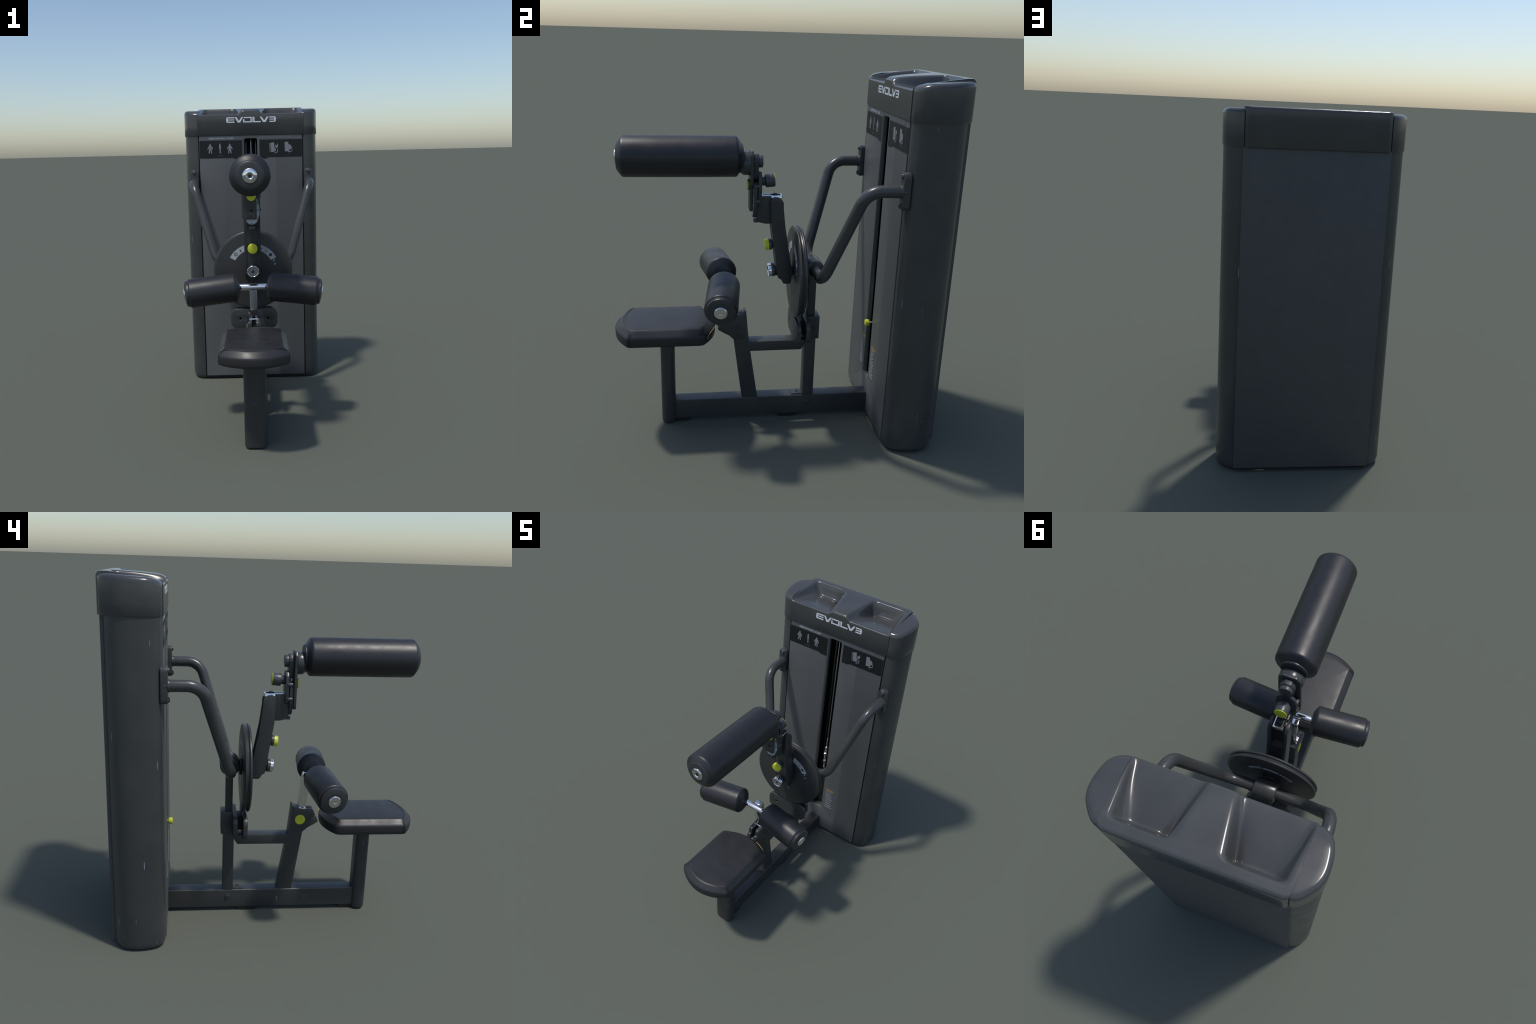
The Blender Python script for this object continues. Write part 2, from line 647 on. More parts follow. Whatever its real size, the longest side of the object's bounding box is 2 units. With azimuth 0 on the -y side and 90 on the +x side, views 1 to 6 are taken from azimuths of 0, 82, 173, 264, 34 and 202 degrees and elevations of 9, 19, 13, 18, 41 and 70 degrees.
yp = .5745
for s in (-1, 1):
    prism("placard", band(s), 'y', yp - .0012, yp + .002, M_BAND, TOWER)
prism("header_strip", [(-.362, 1.769), (-.062, 1.769), (-.062, 1.790), (-.362, 1.790)], 'y', yp - .0006, yp + .002, M_PRINTDARK, TOWER)
prism("header_strip", [(.062, 1.769), (.300, 1.769), (.300, 1.790), (.062, 1.790)], 'y', yp - .0006, yp + .002, M_PRINTDARK, TOWER)
text_mesh("placard_lettering", "ABDOMINAL CUBE", -.299, -.122, 1.7785, yp - .0012, .0130, M_LABEL, TOWER)


def figure(cx, zt, kind):
    """Small standing figure built from a head, a torso, arms and legs."""
    h = .068
    ps = []
    head = [(cx + .0058 * math.cos(a * math.pi / 5), zt - .007 + .0075 * math.sin(a * math.pi / 5)) for a in range(10)]
    ps.append(head)
    if kind == 'side':
        ps.append([(cx - .0035, zt - .012), (cx + .0045, zt - .012), (cx + .0085, zt - .022), (cx + .0055, zt - .034),
                   (cx + .005, zt - .061), (cx + .008, zt - h), (cx - .003, zt - h), (cx - .0025, zt - .05),
                   (cx - .0065, zt - .022)])
        return ps
    ps.append([(cx - .004, zt - .012), (cx + .004, zt - .012), (cx + .011, zt - .017), (cx + .008, zt - .033),
               (cx + .0095, zt - .044), (cx - .0095, zt - .044), (cx - .008, zt - .033), (cx - .011, zt - .017)])
    for s in (-1, 1):
        ps.append([(cx + s * .008, zt - .014), (cx + s * .0125, zt - .018), (cx + s * .0205, zt - .037),
                   (cx + s * .016, zt - .041), (cx + s * .008, zt - .024)])
        ps.append([(cx + s * .0095, zt - .042), (cx + s * .0125, zt - h), (cx + s * .0055, zt - h), (cx + s * .0005, zt - .042)])
    return ps


yk = yp - .0012
for cx, kd, zt in ((-.2885, 'front', 1.742), (-.2195, 'side', 1.743), (-.1495, 'front', 1.741)):
    stroke_letters("pictogram", figure(cx, zt, kd), yk, .0009, M_PRINT, TOWER)
stroke_letters("pictogram", [[(-.2925, 1.722), (-.2845, 1.722), (-.286, 1.709), (-.291, 1.709)]], yk - .0005, .0009, M_RED, TOWER)
stroke_letters("pictogram", [bar(-.242, -.198, 1.6555, 1.6575)], yk, .0006, M_PRINTDARK, TOWER)
# machine pictograms: cabinet, seated figure, frame
stroke_letters("pictogram", [[(.1300, 1.738), (.1400, 1.740), (.1420, 1.676), (.1335, 1.674)]], yk, .0006, M_PRINTDARK, TOWER)
stroke_letters("pictogram", [[(.1405, 1.739), (.1665, 1.745), (.1690, 1.700), (.1650, 1.677), (.1460, 1.675)]], yk, .0008, M_PRINT, TOWER)
stroke_letters("pictogram", [[(.1725, 1.726), (.1840, 1.720), (.1920, 1.737), (.1955, 1.718), (.1850, 1.702), (.1760, 1.708)],
                             [(.1680, 1.708), (.1760, 1.702), (.1790, 1.684), (.1700, 1.682)],
                             [(.1660, 1.683), (.1700, 1.686), (.1720, 1.672), (.1930, 1.679), (.1920, 1.674), (.1710, 1.667)],
                             bar(.1880, .1925, 1.677, 1.700)], yk, .0008, M_PRINT, TOWER)
stroke_letters("pictogram", [bar(.166, .178, 1.6605, 1.663), bar(.266, .281, 1.6605, 1.663)], yk, .0006, M_PRINTDARK, TOWER)
stroke_letters("pictogram", [[(.2410, 1.745), (.2660, 1.745), (.2690, 1.730), (.2700, 1.679), (.2430, 1.679)]], yk, .0007, M_PRINT, TOWER)
stroke_letters("pictogram", [[(.2690, 1.727), (.2800, 1.726), (.2870, 1.720), (.2930, 1.702), (.2850, 1.696), (.2740, 1.690), (.2700, 1.700)],
                             [(.2690, 1.690), (.2760, 1.690), (.2720, 1.672), (.2670, 1.676)],
                             [(.2670, 1.676), (.2720, 1.671), (.2940, 1.679), (.2960, 1.690), (.2920, 1.702), (.2900, 1.700),
                              (.2925, 1.689), (.2905, 1.682), (.2740, 1.678)]], yk - .0003, .0008, M_PRINT, TOWER)

# warning stickers beside the slot
for s in (-1, 1):
    x0 = .073 if s > 0 else -.131
    stroke_letters("warning_label", [bar(x0, x0 + .066, .451, .462)], yp, .0008, M_ORANGE, TOWER)
    rows = []
    z = .440
    k = 0
    while z > .268:
        w = .066 * random.uniform(.75, 1.0)
        rows.append(bar(x0 + .002, x0 + w, z - .0045, z + .0045))
        if k < 3:
            rows.append(bar(x0 + .002, x0 + .012 + .012 * k, z - .0125, z - .0065))
        z -= .0205
        k += 1
    ob = stroke_letters("warning_text", rows, yp, .0007, M_PRINT, TOWER)
    ob["kind"] = "stuff"
    if s > 0:
        stroke_letters("warning_mark", [bar(x0 + .040, x0 + .056, .287, .300)], yp - .0006, .0007, M_RED, TOWER)

# ---- weight stack seen through the slot
for k in range(12):
    z0 = .245 + k * .036
    box("weight_plate", (-.0515, .0515), (.628, .800), (z0, z0 + .0335), M_RUBBER, TOWER, .003)
cyl("lift_cable", (.001, .630, 0), (0, 0, 1), .0050, .88, 1.80, M_STEEL, TOWER, .001, 16)
for sx in (-.037, .037):
    cyl("guide_rod", (sx, .660, 0), (0, 0, 1), .0115, .66, 1.80, M_ROD, TOWER, .001, 18)
bm = bmesh.new()
lathe("", [(.625, 0), (.625, .013), (.69, .013), (.692, .023), (.706, .023), (.708, .017), (.76, .017), (.764, .024), (.776, .024),
           (.780, .018), (.83, .016), (.836, .009), (.90, .008), (.905, 0)], (.004, .622, 0), (0, 0, 1), None, None, 20, bm)
finish(bm, "selector_stem", M_CHROME, TOWER)
lathe("selector_pin", [(0, 0), (0, .010), (.002, .0175), (.005, .0195), (.016, .0195), (.018, .017), (.019, .0195), (.024, .018), (.026, .012), (.026, 0)],
      (0, .5445, .581), (0, 1, 0), M_YELLOW, TOWER, 28)
cyl("pin_shaft", (0, .565, .581), (0, 1, 0), .0065, 0, .07, M_STEEL, TOWER, .001, 14)

# ================================================================= FRAME
HB = .041
FRAME = prism("base_frame", rect(-HB, HB, .0205, .1395), 'y', -.585, .594, M_FRAME, ROOT, .009, 3)
# seat post with stadium section, rounded bottom
post_o = fillet([(-.0655, -.643), (.0655, -.643), (.0655, -.563), (-.0655, -.563)], .034, 8)


def ring2(o, d, z):
    return [Vector((p.x, p.y, z)) for p in offset_poly(o, d)]


loft("seat_post", [ring2(post_o, -.010, .006), ring2(post_o, -.003, .010), ring2(post_o, 0, .020), ring2(post_o, 0, .556)], M_FRAME, FRAME)
loft("post_foot", [ring2(post_o, -.014, 0), ring2(post_o, -.011, .003), ring2(post_o, -.011, .012)], M_RUBBER, FRAME)
for y0, y1 in ((-.578, -.474), (.026, .162)):
    prism("foot_pad", [(y0, .030), (y0 + .012, .004), (y0 + .024, 0), (y1 - .024, 0), (y1 - .012, .004), (y1, .030)], 'x', -.036, .036, M_RUBBER, FRAME, .002)

# slanted strut with the socket for the leg holder
HS = .0385
prism("strut", [(-.178, .137), (-.086, .137), (-.142, .505), (-.1595, .690), (-.179, .672), (-.236, .660), (-.230, .523)],
      'x', -HS, HS, M_FRAME, FRAME, .006, 2)
GUS = fillet([(-.166, .520), (-.170, .672), (-.236, .6600), (-.262, .6590), (-.2825, .656), (-.2935, .640), (-.2935, .615),
              (-.3075, .609), (-.3185, .590), (-.301, .570), (-.257, .545), (-.229, .518)],
             [.003, .004, .006, .004, .008, .012, .006, .010, .013, .012, .03, .006], 4)
for s in (-1, 1):
    a, b = sorted((s * .0135, s * .0405))
    prism("socket_cheek", GUS, 'x', a, b, M_FRAME, FRAME, .005, 2)
# knuckles at the tips of the cheeks
for s in (-1, 1):
    for (y, z, r) in ((-.276, .644, .0165), (-.300, .606, .012), (-.306, .586, .013)):
        cyl("clamp_knuckle", (s * .012, y, z), (s, 0, 0), r, 0, .027, M_FRAME, FRAME, .006, 20)
lathe("release_button", [(0, 0), (0, .0305), (.003, .0305), (.0055, .0275), (.0055, .017), (.0035, .015), (.0035, 0)],
      (-.0405, -.2095, .5975), (-1, 0, 0), M_YELLOW, FRAME, 32)

# horizontal arm between strut and post
prism("cross_arm", [(-.150, .440), (.163, .440), (.182, .473), (.186, .5010), (-.150, .5010)], 'x', -.039, .039, M_FRAME, FRAME, .006, 2)
prism("upright_post", rect(-HB, HB, .183, .247), 'z', .137, .56, M_FRAME, FRAME, .006, 2)
prism("upright_post", rect(-.030, .030, .194, .236), 'z', .56, .93, M_FRAME, FRAME, .004, 2)
prism("post_sleeve", rect(-.049, .049, .195, .262), 'z', .512, .652, M_FRAME, FRAME, .004, 2)
# bumper plates
PAD = fillet([(-.156, .510), (.156, .510), (.156, .6455), (-.156, .6455)], .043, 8)


def with_holes(o, xs, z, r=.0075):
    return [o] + [[Vector((x + r * math.cos(-2 * math.pi * k / 14), z + r * math.sin(-2 * math.pi * k / 14))) for k in range(14)] for x in xs]


filled("bumper_plate", with_holes(PAD, (-.091, .091), .577), 'y', .125, .027, M_FRAME, FRAME, bevel=.005)
PAD2 = fillet([(-.140, .520), (.140, .520), (.140, .645), (-.140, .645)], .040, 8)
prism("bumper_plate", PAD2, 'y', .168, .196, M_FRAME, FRAME, .006, 3)
box("bumper_block", (-.045, .045), (.137, .170), (.535, .625), M_RUBBER, FRAME, .004)
box("bumper_back", (-.08, .08), (.134, .140), (.555, .60), M_RUBBER, FRAME, .002)
# weld plate with a bolt at the foot of the post
box("weld_plate", (-.030, .030), (.118, .190), (.137, .147), M_FRAME, FRAME, .003)

# bolt heads (shared mesh)
bm = bmesh.new()
lathe("", [(-.004, 0), (-.004, .017), (.001, .017), (.002, .0165), (.003, .012)], (0, 0, 0), (0, 0, 1), None, None, 24, bm)
lathe("", [(.002, .011), (.007, .0105), (.0085, .008), (.0085, .005), (.006, .004), (.006, 0)], (0, 0, 0), (0, 0, 1), None, None, 12, bm)
BOLT = finish(bm, "bolt", M_FRAME, FRAME)


def place_bolt(ob, pos, axis, scale=1.0, parent=None):
    q = Vector((0, 0, 1)).rotation_difference(Vector(axis)).to_matrix().to_4x4()
    return copy_of(ob, Matrix.Translation(pos) @ q @ Matrix.Scale(scale, 4), parent)


BOLT.matrix_local = Matrix.Translation((HB, .217, .096)) @ Vector((0, 0, 1)).rotation_difference(Vector((1, 0, 0))).to_matrix().to_4x4()
for pos, ax, sc in (((-HB, .217, .096), (-1, 0, 0), 1), ((.0405, -.214, .599), (1, 0, 0), 1), ((.049, .228, .584), (1, 0, 0), .9),
                    ((-.049, .228, .584), (-1, 0, 0), .9), ((0, .150, .147), (0, 0, 1), .8)):
    place_bolt(BOLT, pos, ax, sc)

# ================================================================= SEAT
SEAT_O = []


def seat_outline(grow=0.0, n_arc=14):
    """Pad outline: straight sides, front and rear edges bowed outwards."""
    w = .1915 + grow
    yf, yfm = -.812 - grow, -.8885 - grow
    yr, yrm = -.405 + grow, -.334 + grow
    pts = []
    for k in range(n_arc + 1):
        u = -1 + 2 * k / n_arc
        pts.append((u * w, lerp(yfm, yf, abs(u) ** 2.0)))
    for k in range(1, 6):
        pts.append((w, lerp(yf, yr, k / 6)))
    for k in range(n_arc + 1):
        u = 1 - 2 * k / n_arc
        pts.append((u * w, lerp(yrm, yr, abs(u) ** 2.2)))
    for k in range(1, 6):
        pts.append((-w, lerp(yr, yf, k / 6)))
    return [Vector(p) for p in pts]


def rounded(o, it=2):
    for _ in range(it):
        q = []
        n = len(o)
        for i in range(n):
            a, b = o[i], o[(i + 1) % n]
            q += [a.lerp(b, .25), a.lerp(b, .75)]
        o = q
    return o


SEAT_O = rounded(seat_outline(), 2)


def seat_layer(d, z):
    return [Vector((p.x, p.y, z)) for p in offset_poly(SEAT_O, d)]


def shrink(o, f, z):
    return [Vector((p.x * f, (p.y + .607) * f - .607, z)) for p in o]


s_layers = [seat_layer(-.030, .556), seat_layer(-.010, .557), seat_layer(-.003, .563), seat_layer(0, .574), seat_layer(.0, .606), seat_layer(-.0012, .6125),
            seat_layer(-.0042, .6175), seat_layer(-.010, .6230), seat_layer(-.020, .6335), seat_layer(-.028, .6415), seat_layer(-.0315, .6445), seat_layer(-.0365, .6468)]
last = s_layers[-1]
for f, z in ((.96, .6478), (.8, .6495), (.5, .651), (.2, .652)):
    s_layers.append(shrink(last, f, z))
SEAT = loft("seat_pad", s_layers, M_LEATHER, ROOT, angle=60)
bo = offset_poly(SEAT_O, -.030)
loft("seat_board", [[Vector((p.x, p.y, z)) for p in offset_poly(SEAT_O, d)] for d, z in ((-.060, .542), (-.050, .545), (-.050, .558))], M_RUBBER, SEAT)
box("seat_mount", (-.07, .07), (-.70, -.50), (.528, .542), M_RUBBER, SEAT, .004)
# stitched seams: a front bolster line, sides, and rear line
def seat_z(x, y):
    # height of the pad skin near its border by inset distance
    w = .1915
    ax = abs(x) / w
    yf = lerp(-.8885, -.812, ax ** 2)
    yr = lerp(-.334, -.405, ax ** 2.2)
    d = min(w - abs(x), y - yf, yr - y)
    tab = ((0, .606), (.0012, .6125), (.0042, .6175), (.010, .6230), (.020, .6335), (.028, .6415), (.0315, .6445), (.0365, .6468), (.05, .6480), (.3, .652))
    for (d0, z0), (d1, z1) in zip(tab, tab[1:]):
        if d <= d1:
            return lerp(z0, z1, max(0, (d - d0)) / (d1 - d0))
    return .649


def seam(yc, bow, x_end, p=2.0):
    pts = []
    for k in range(33):
        u = -1 + 2 * k / 32
        x = u * x_end
        y = yc + bow * abs(u) ** p
        pts.append(Vector((x, y, seat_z(x, y) + .0002)))
    return pts


bm = bmesh.new()
tube("", seam(-.842, .046, .178), .0016, None, None, 6, 0, bm=bm)
tube("", seam(-.833, .044, .178), .0012, None, None, 6, 0, bm=bm)
tube("", seam(-.374, -.052, .176), .0013, None, None, 6, 0, bm=bm)
for s in (-1, 1):
    for off in (0, .008):
        y = -.798 - off
        tube("", [Vector((s * x, y, z)) for x, z in ((.178, .635), (.186, .6215), (.1905, .606), (.1918, .59), (.1915, .572), (.186, .561))], .0014, None, None, 6, 0, bm=bm)
    tube("", [Vector((s * .1585, lerp(-.80, -.41, k / 8), seat_z(.1585, -.6))) for k in range(9)], .0011, None, None, 6, 0, bm=bm)
finish(bm, "stitched_seam", M_LEATHER, SEAT)
bm = bmesh.new()
tube("", [Vector((x, lerp(-.334, -.405, (x / .1915) ** 2.2) - .0005, z)) for x, z in ((.06, .612), (.09, .6125), (.12, .612), (.142, .609), (.155, .600), (.158, .585))],
     .0022, None, None, 8, 0, bm=bm)
finish(bm, "gold_line", M_GOLD, SEAT)

# ================================================================= SUPPORT TUBES
path = [(.407, .575, 1.4635), (.401, .384, 1.4635), (.237, .219, .935), (.02, .2135, .935)]
t = tube("support_tube", path, .0313, M_TUBE, ROOT, 28, .105, 12)
t2 = copy_of(t, MIRROR)
BR = fillet([(.376, 1.3725), (.437, 1.3725), (.437, 1.559), (.376, 1.559)], .024, 6)
br = prism("mounting_bracket", BR, 'y', .552, .590, M_TUBE, t, .007, 3)
col_b = cyl("weld_collar", (.407, .553, 1.4635), (0, -1, 0), .034, -.004, .012, M_TUBE, t, .006, 28)
bm = bmesh.new()
lathe("", [(-.003, .0), (-.003, .014), (.003, .014), (.0075, .0115), (.010, .007), (.007, .0045), (.007, 0)], (0, 0, 0), (0, -1, 0), None, None, 20, bm)
scr = finish(bm, "bracket_screw", M_KNOB, t)
scr.matrix_local = Matrix.Translation((.4065, .552, 1.5395))
copy_of(scr, Matrix.Translation((.4065, .552, 1.3925)))
# second tube's parts share the same meshes (the parent carries the mirror)
copy_of(br, Matrix.Identity(4), t2)
copy_of(col_b, Matrix.Identity(4), t2)
for z in (1.5395, 1.3925):
    copy_of(scr, Matrix.Translation((.4065, .552, z)), t2)

# ================================================================= CAM DISC
ZC = .9115
RD = .2585
YF, YB = .100, .146
disc_prof = [(0, 0), (0, RD - .016), (.0015, RD - .007), (.006, RD - .001), (.011, RD), (.015, RD - .002), (.018, RD - .009), (.023, RD - .011),
             (.028, RD - .009), (.031, RD - .002), (.035, RD), (.040, RD - .001), (.0445, RD - .007), (.046, RD - .016), (.046, 0)]
DISC = lathe("cam_disc", disc_prof, (0, YF, ZC), (0, 1, 0), M_DISC, ROOT, 120)
cyl("axle", (0, -.02, .917), (0, 1, 0), .026, 0, .235, M_RUBBER, DISC, .003, 28)
cyl("axle_collar", (0, YB, .917), (0, 1, 0), .048, -.002, .012, M_RUBBER, DISC, .003, 28)
lathe("pivot_hub", [(-.064, 0), (-.064, .046), (-.060, .054), (-.053, .0575), (.053, .0575), (.060, .054), (.064, .046), (.064, 0)],
      (0, .2145, .935), (1, 0, 0), M_TUBE, DISC, 40)


def arc_plate(name, r0, r1, a0, a1, y, d, mat, parent, n=30):
    o = [(r1 * math.cos(lerp(a0, a1, k / n)), ZC + r1 * math.sin(lerp(a0, a1, k / n))) for k in range(n + 1)]
    i = [(r0 * math.cos(lerp(a1, a0, k / n)), ZC + r0 * math.sin(lerp(a1, a0, k / n))) for k in range(n + 1)]
    bm = bmesh.new()
    pts = o + i
    v0 = [bm.verts.new((p[0], y - d, p[1])) for p in pts]
    v1 = [bm.verts.new((p[0], y + d, p[1])) for p in pts]
    m = len(pts)
    for k in range(n):
        for V in (v0, v1):
            bm.faces.new((V[k], V[k + 1], V[m - 2 - k], V[m - 1 - k]))
    for k in range(m):
        bm.faces.new((v0[k], v1[k], v1[(k + 1) % m], v0[(k + 1) % m]))
    return finish(bm, name, mat, parent)


def ring_mark(cx, cz, r, t, y, d, mat, parent, name="scale_mark"):
    outer = [Vector((cx + r * math.cos(2 * math.pi * k / 20), cz + r * math.sin(2 * math.pi * k / 20))) for k in range(20)]
    if t >= r:
        return prism(name, outer, 'y', y - d, y + d, mat, parent)
    inner = [Vector((cx + (r - t) * math.cos(-2 * math.pi * k / 20), cz + (r - t) * math.sin(-2 * math.pi * k / 20))) for k in range(20)]
    return filled(name, [outer, inner], 'y', y, 2 * d, mat, parent)


rad = math.radians
arc_plate("scale_label", .133, .1725, rad(28), rad(76), YF, .0010, M_LABEL, DISC)
arc_plate("scale_label", .133, .1725, rad(104), rad(151), YF, .0010, M_LABEL, DISC)


def on_disc(r, a):
    return r * math.cos(rad(a)), ZC + r * math.sin(rad(a))


for a, r, tk in ((40, .011, 1), (54, .009, .0028), (67, .004, 1)):
    x, z = on_disc(.152, a)
    ring_mark(x, z, r, tk, YF - .0009, .0006, M_LABELINK, DISC)
for a, r, tk in ((137, .012, .003), (122, .005, 1)):
    x, z = on_disc(.153, a)
    ring_mark(x, z, r, tk, YF - .0009, .0006, M_LABELINK, DISC)
x, z = on_disc(.153, 137)
stroke_letters("scale_mark", [bar(x - .0015, x + .0015, z - .011, z + .011)], YF - .0009, .0006, M_LABELINK, DISC)
x, z = on_disc(.146, 122)
stroke_letters("scale_mark", [bar(x - .009, x + .006, z - .0012, z + .0012)], YF - .0009, .0006, M_LABELINK, DISC)
# small hooked arrow and ring below the scale
stroke_letters("scale_arrow", [[(.1355, .978), (.141, .984), (.1415, .972), (.137, .963), (.133, .966)],
                               [(.140, .955), (.149, .953), (.150, .947), (.144, .942), (.137, .942), (.143, .947)]], YF, .0009, M_LABEL, DISC)
ring_mark(.012, .785, .0115, .0035, YF, .0009, M_PRINT, DISC)
ring_mark(.052, 1.069, .010, .003, YF, .0009, M_LABEL, DISC)
# numbers ring on the rear face
arc_plate("scale_label", .140, .158, rad(75), rad(108), YB, .0009, M_LABEL, DISC)
for a in range(112, 146, 7):
    arc_plate("scale_mark", .139, .160, rad(a), rad(a + 4), YB, .0009, M_LABEL, DISC, 4)
for a in range(38, 72, 7):
    arc_plate("scale_mark", .139, .160, rad(a), rad(a + 4), YB, .0009, M_LABEL, DISC, 4)

# ================================================================= LEVER ARM
LEV = fillet([(-.040, 1.335), (-.016, 1.351), (.012, 1.347), (.031, 1.322), (.032, 1.286), (.045, 1.178), (.0935, .912), (.0835, .857), (.044, .857),
              (.030, .882), (.012, .893), (-.032, 1.19)],
             [.012, .02, .02, .02, .02, .02, .012, .006, .008, .008, .012, .02], 4)
HL = .0530
bm = bmesh.new()
for s in (-1, 1):
    a, b = sorted((s * HL, s * (HL - .019)))
    prism("", LEV, 'x', a, b, None, None, bm=bm)
LEVER = finish(bm, "lever_arm", M_FRAME, ROOT, .003, 2)
# web between the side plates: flush in front, recessed at the upper back
WEB = [(-.0375, 1.330), (-.010, 1.330), (-.002, 1.26), (.012, 1.17), (.040, 1.150), (.0915, .915), (.0815, .860), (.046, .860), (.032, .885), (.0145, .896), (-.030, 1.19)]
prism("lever_web", WEB, 'x', -.0345, .0345, M_FRAME, LEVER, .002)
# block carrying the head, and the hollow chromed tube in it
BLK = fillet([(-.112, 1.232), (-.100, 1.209), (-.064, 1.2005), (-.020, 1.2005), (-.034, 1.3535), (-.098, 1.3535), (-.112, 1.34)],
             [.012, .012, .02, .002, .002, .004, .004], 4)
prism("head_block", BLK, 'x', -.0335, .0335, M_FRAME, LEVER, .004)
bm = bmesh.new()
outer, inner = rect(-.028, .028, -.088, .026, .005, 3), rect(-.021, .021, -.080, .018, .004, 3)
for z0, z1 in ((1.335, 1.3555),):
    rings = [[Vector((p.x, p.y, z0)) for p in outer], [Vector((p.x, p.y, z1 - .002)) for p in outer],
             [Vector((p.x * .96, p.y + (.031 + p.y) * -.03, z1)) for p in outer], [Vector((p.x, p.y, z1)) for p in inner],
             [Vector((p.x, p.y, z1 - .014)) for p in inner]]
    loft("", rings, None, None, bm=bm)
finish(bm, "chrome_tube", M_CHROME, LEVER)
box("tube_plug", (-.020, .020), (-.030, .016), (1.343, 1.3465), M_RUBBER, LEVER, .001)
lathe("rubber_stop", [(0, 0), (0, .016), (.004, .014), (.007, .008), (.008, 0)], (0, -.012, 1.3555), (0, 0, 1), M_RUBBER, LEVER, 24)

ln = Vector((0, -1, -.13)).normalized()
kp = Vector((0, -.0605, 1.071))
lathe("yellow_button", [(0, 0), (0, .027), (.0015, .0305), (.004, .0315), (.022, .0315), (.0235, .0300)], kp, -ln, M_YELLOW, LEVER, 40)
lathe("button_base", [(.0225, 0), (.0225, .0305), (.024, .0318), (.034, .0318), (.0355, .029), (.038, .029), (.042, .022), (.058, .022), (.058, 0)], kp, -ln, M_KNOB, LEVER, 40)
cp = Vector((0, -.0385, .922))
lathe("chrome_knob", [(.006, 0), (.006, .009), (.004, .010), (.004, .018), (.0045, .030), (.002, .0315), (0, .0335), (.0005, .036), (.003, .0385), (.018, .0395), (.0195, .038)],
      cp, -ln, M_CHROME, LEVER, 44)
lathe("knob_face", [(.0035, 0), (.0035, .0305), (.006, .0305), (.006, 0)], cp, -ln, M_STEEL, LEVER, 40)
lathe("knob_base", [(.0185, 0), (.0185, .0375), (.020, .0385), (.034, .0385), (.037, .035), (.040, .026), (.075, .026), (.075, 0)], cp, -ln, M_KNOB, LEVER, 40)
cyl("hex_socket", cp, -ln, .010, .0030, .006, M_RUBBER, LEVER, .0005, 6)

# ================================================================= ADJUSTABLE HEAD
HEAD_P = fillet([(-.061, 1.285), (-.050, 1.269), (.031, 1.269), (.031, 1.395), (.058, 1.42), (.056, 1.570), (.036, 1.594), (-.036, 1.594), (-.056, 1.570), (-.061, 1.40)],
                [.01, .012, .004, .01, .012, .012, .016, .016, .012, .01], 4)
holes = [[Vector((.0065 * math.cos(-2 * math.pi * k / 14), 1.322 + .0065 * math.sin(-2 * math.pi * k / 14))) for k in range(14)]]
HEAD = filled("head_plate", [HEAD_P] + holes, 'y', -.1425, .016, M_FRAME, ROOT, bevel=.003)
BACK_P = fillet([(-.052, 1.305), (-.030, 1.296), (.030, 1.296), (.052, 1.305), (.055, 1.40), (.048, 1.455), (.026, 1.482), (-.026, 1.482), (-.048, 1.455), (-.055, 1.40)],
                [.01, .01, .01, .01, .03, .02, .02, .02, .02, .03], 4)
prism("rear_plate", BACK_P, 'y', -.107, -.088, M_FRAME, HEAD, .004)
SHIELD = fillet([(-.052, 1.41), (-.054, 1.30), (-.036, 1.247), (0, 1.224), (.036, 1.247), (.054, 1.30), (.052, 1.41)], [.01, .05, .03, .03, .03, .05, .01], 5)
prism("dial_plate", SHIELD, 'y', -.132, -.112, M_FRAME, HEAD, .003)
LAB = fillet([(-.043, 1.40), (-.048, 1.30), (-.031, 1.250), (0, 1.2295), (.031, 1.250), (.049, 1.30), (.049, 1.33), (.035, 1.398)], [.01, .05, .03, .03, .03, .05, .05, .01], 5)
prism("dial_label", LAB, 'y', -.1332, -.130, M_LABEL, HEAD)
for x, z in ((.036, 1.368), (.040, 1.325), (0, 1.2405)):
    ring_mark(x, z, .0068, .0022, -.1333, .0007, M_LABELINK, HEAD)
box("dial_pointer", (-.020, .020), (-.126, -.10), (1.204, 1.2235), M_KNOB, HEAD, .002)
cyl("pin_hole", (0, -.1345, 1.322), (0, 1, 0), .0085, -.0008, .003, M_BLACK, HEAD, .0005, 16)
# spacer pins between the plates, at both sides
for s in (-1, 1):
    for z in (1.409, 1.327):
        cyl("spacer_pin", (s * .0470, -.1285, z), (0, 1, 0), .0122, 0, .030, M_KNOB, HEAD, .002, 20)
    box("head_rib", *(sorted((s * .034, s * .040)), (-.128, -.105), (1.30, 1.43)), M_RUBBER, HEAD, .001)
# upper boss and the two-step nut
cyl("boss", (0, -.135, 1.537), (0, 1, 0), .0385, 0, .032, M_FRAME, HEAD, .004, 36)
prism("boss_plate", fillet([(-.030, 1.44), (.030, 1.44), (.0385, 1.537), (.020, 1.576), (-.020, 1.576), (-.0385, 1.537)], .016, 4), 'y', -.134, -.105, M_FRAME, HEAD, .004)
cyl("nut", (0, -.106, 1.536), (0, 1, 0), .034, 0, .024, M_KNOB, HEAD, .003, 40)
ka = Vector((0, 1, .09)).normalized()
kb = Vector((0, -.090, 1.4275))
cyl("knob_stem", kb, ka, .024, -.004, .030, M_FRAME, HEAD, .003, 32)
lathe("pull_knob", [(.023, 0), (.023, .030), (.026, .0345), (.030, .0355), (.070, .0355), (.0725, .0345), (.0735, .033)], kb, ka, M_KNOB, HEAD, 40)
lathe("knob_button", [(.072, 0), (.072, .0335), (.0755, .033), (.0770, .030), (.0775, 0)], kb, ka, M_YELLOW, HEAD, 40)
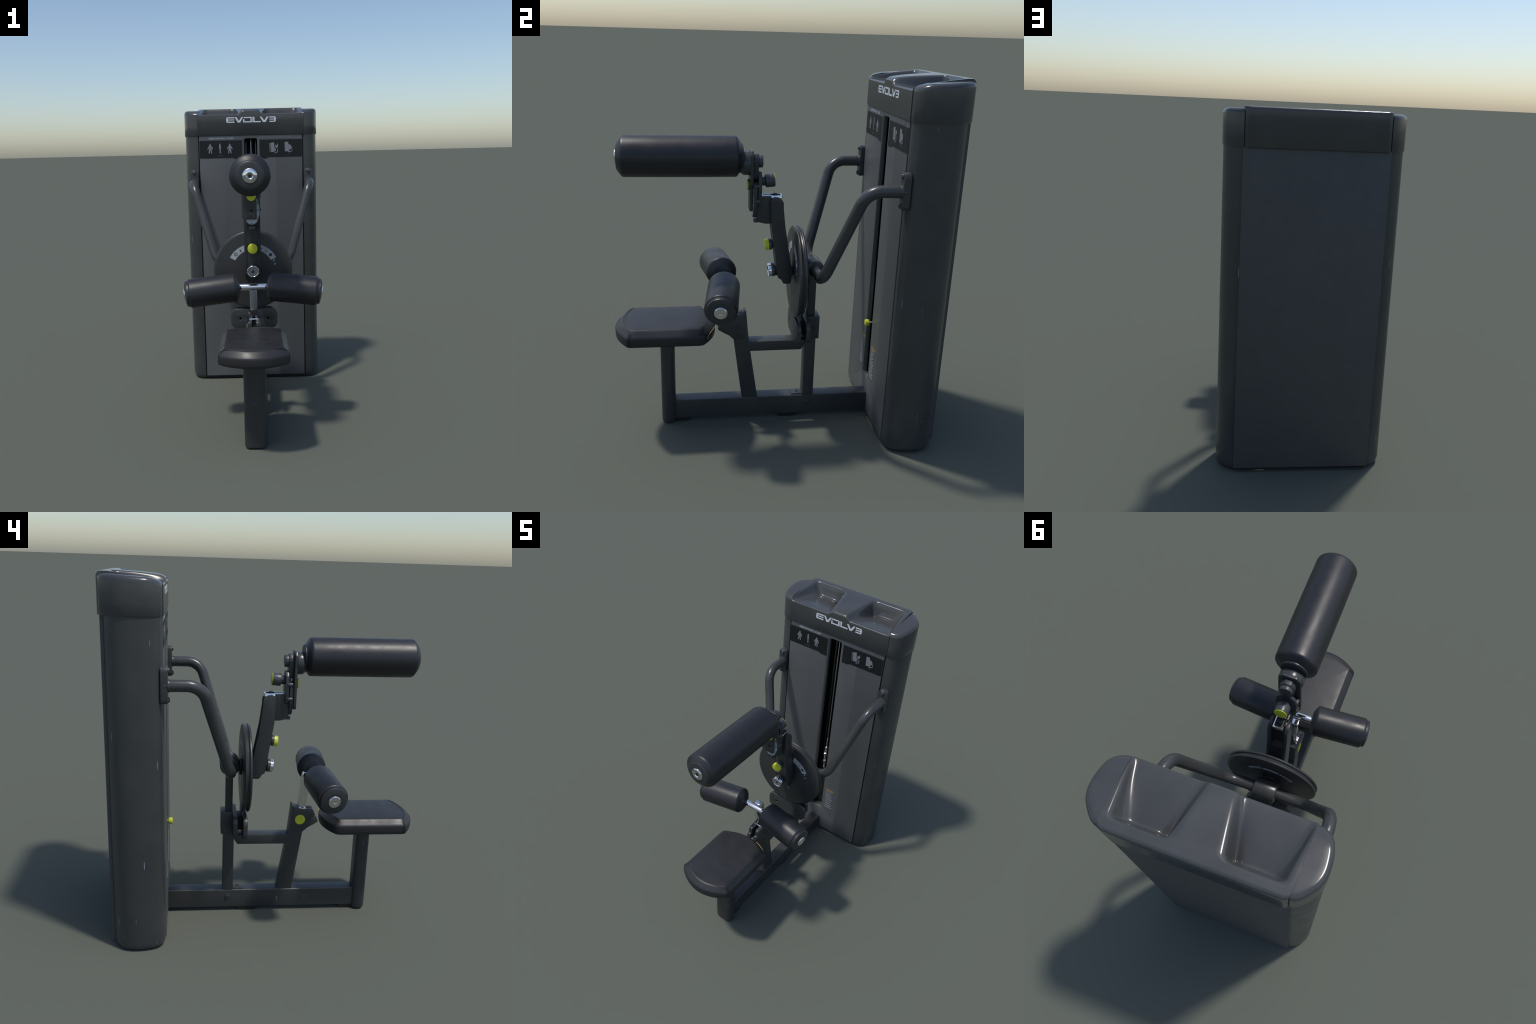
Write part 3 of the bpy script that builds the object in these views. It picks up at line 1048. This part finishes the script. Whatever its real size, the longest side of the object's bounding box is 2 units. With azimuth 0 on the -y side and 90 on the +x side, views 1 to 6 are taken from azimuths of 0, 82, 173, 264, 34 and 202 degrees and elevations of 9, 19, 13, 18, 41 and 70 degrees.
cyl("button_collar", (0, -.150, 1.4115), (0, -1, 0), .0300, -.004, .009, M_KNOB, HEAD, .002, 32)
cyl("yellow_button", (0, -.150, 1.4115), (0, -1, 0), .0285, .008, .0145, M_YELLOW, HEAD, .002, 32)
# tapered neck to the roller
lathe("roller_neck", [(0, 0), (0, .058), (.002, .062), (.008, .0635), (.034, .0635), (.038, .062), (.052, .052), (.066, .050), (.066, 0)], (0, -.148, 1.525), (0, -1, 0), M_TUBE, HEAD, 44)

# ================================================================= CHEST ROLLER
RB = .1075
L0, L1 = 0, .625
body = [(-.010, 0), (-.010, .066), (-.005, .075), (.003, .087), (.011, .0995), (.0155, .1045), (.021, RB - .0006), (.028, RB), (.2, RB + .0006), (.4, RB + .0006),
        (.596, RB), (.603, RB - .0008), (.608, .1045), (.613, .0995), (.620, .091), (.627, .0815), (.630, .078), (.630, 0)]
ROLL = lathe("chest_roller", body, (0, -.205, 1.5605), (0, -1, 0), M_FOAM, ROOT, 64, angle=45)
lathe("roller_end", [(0, 0), (0, .0770), (.004, .0775), (.009, .0745), (.012, .070), (.0145, .055), (.0155, 0)], (0, -.8275, 1.5605), (0, -1, 0), M_CAPEND, ROLL, 56)
lathe("roller_end", [(0, 0), (0, .0700), (.006, .0700), (.010, .066), (.010, 0)], (0, -.1985, 1.5605), (0, 1, 0), M_CAPEND, ROLL, 56)
lathe("roller_hub", [(0, 0), (0, .038), (.003, .0375), (.0065, .034), (.008, .030), (.0085, .018), (.006, .014), (.004, .012), (.004, 0)], (0, -.842, 1.5605), (0, -1, 0), M_CHROME, ROLL, 44)
cyl("hex_socket", (0, -.8455, 1.5605), (0, -1, 0), .0115, 0, .0022, M_RUBBER, ROLL, .0004, 6)

# ================================================================= LEG HOLDER
UP = [(-.1945, .640), (-.2405, .640), (-.2625, .870), (-.2575, .884), (-.2225, .884), (-.2155, .868)]
HOLD = prism("leg_holder", fillet(UP, [0, 0, .004, .006, .010, .01], 4), 'x', -.0225, .0225, M_CHROME, ROOT, .003, 2)
box("holder_lock", (-.030, .030), (-.246, -.188), (.654, .667), M_CHROME, HOLD, .003)
cyl("cross_bar", (0, -.2845, .8745), (1, 0, 0), .0205, -.10, .10, M_CHROME, HOLD, .002, 32)
RL = .0868
ax = Vector((.323, -.039, -.031)).normalized()
lb = [(0, 0), (0, .046), (.002, .050), (.009, .064), (.0165, .0780), (.0195, .0820), (.023, .0850), (.028, RL - .0003), (.034, RL), (.290, RL), (.295, RL - .0004),
      (.299, .0848), (.302, .0815), (.3035, .0785), (.3145, .0765), (.3145, 0)]
ra = lathe("leg_roller", lb, (.085, -.2875, .8775), ax, M_FOAM, HOLD, 56, angle=45)
re_ = lathe("roller_end", [(0, 0), (0, .0755), (.003, .076), (.007, .074), (.0125, .055), (.0145, .045), (.0145, 0)], Vector((.085, -.2875, .8775)) + ax * .3135, ax, M_CAPEND, HOLD, 48)
rh = lathe("roller_hub", [(0, 0), (0, .0345), (.004, .0335), (.007, .030), (.0085, .020), (.0085, .009), (.007, .007), (.007, 0)], Vector((.085, -.2875, .8775)) + ax * .3265, ax, M_CHROME, HOLD, 40)
for o in (ra, re_, rh):
    copy_of(o, MIRROR)
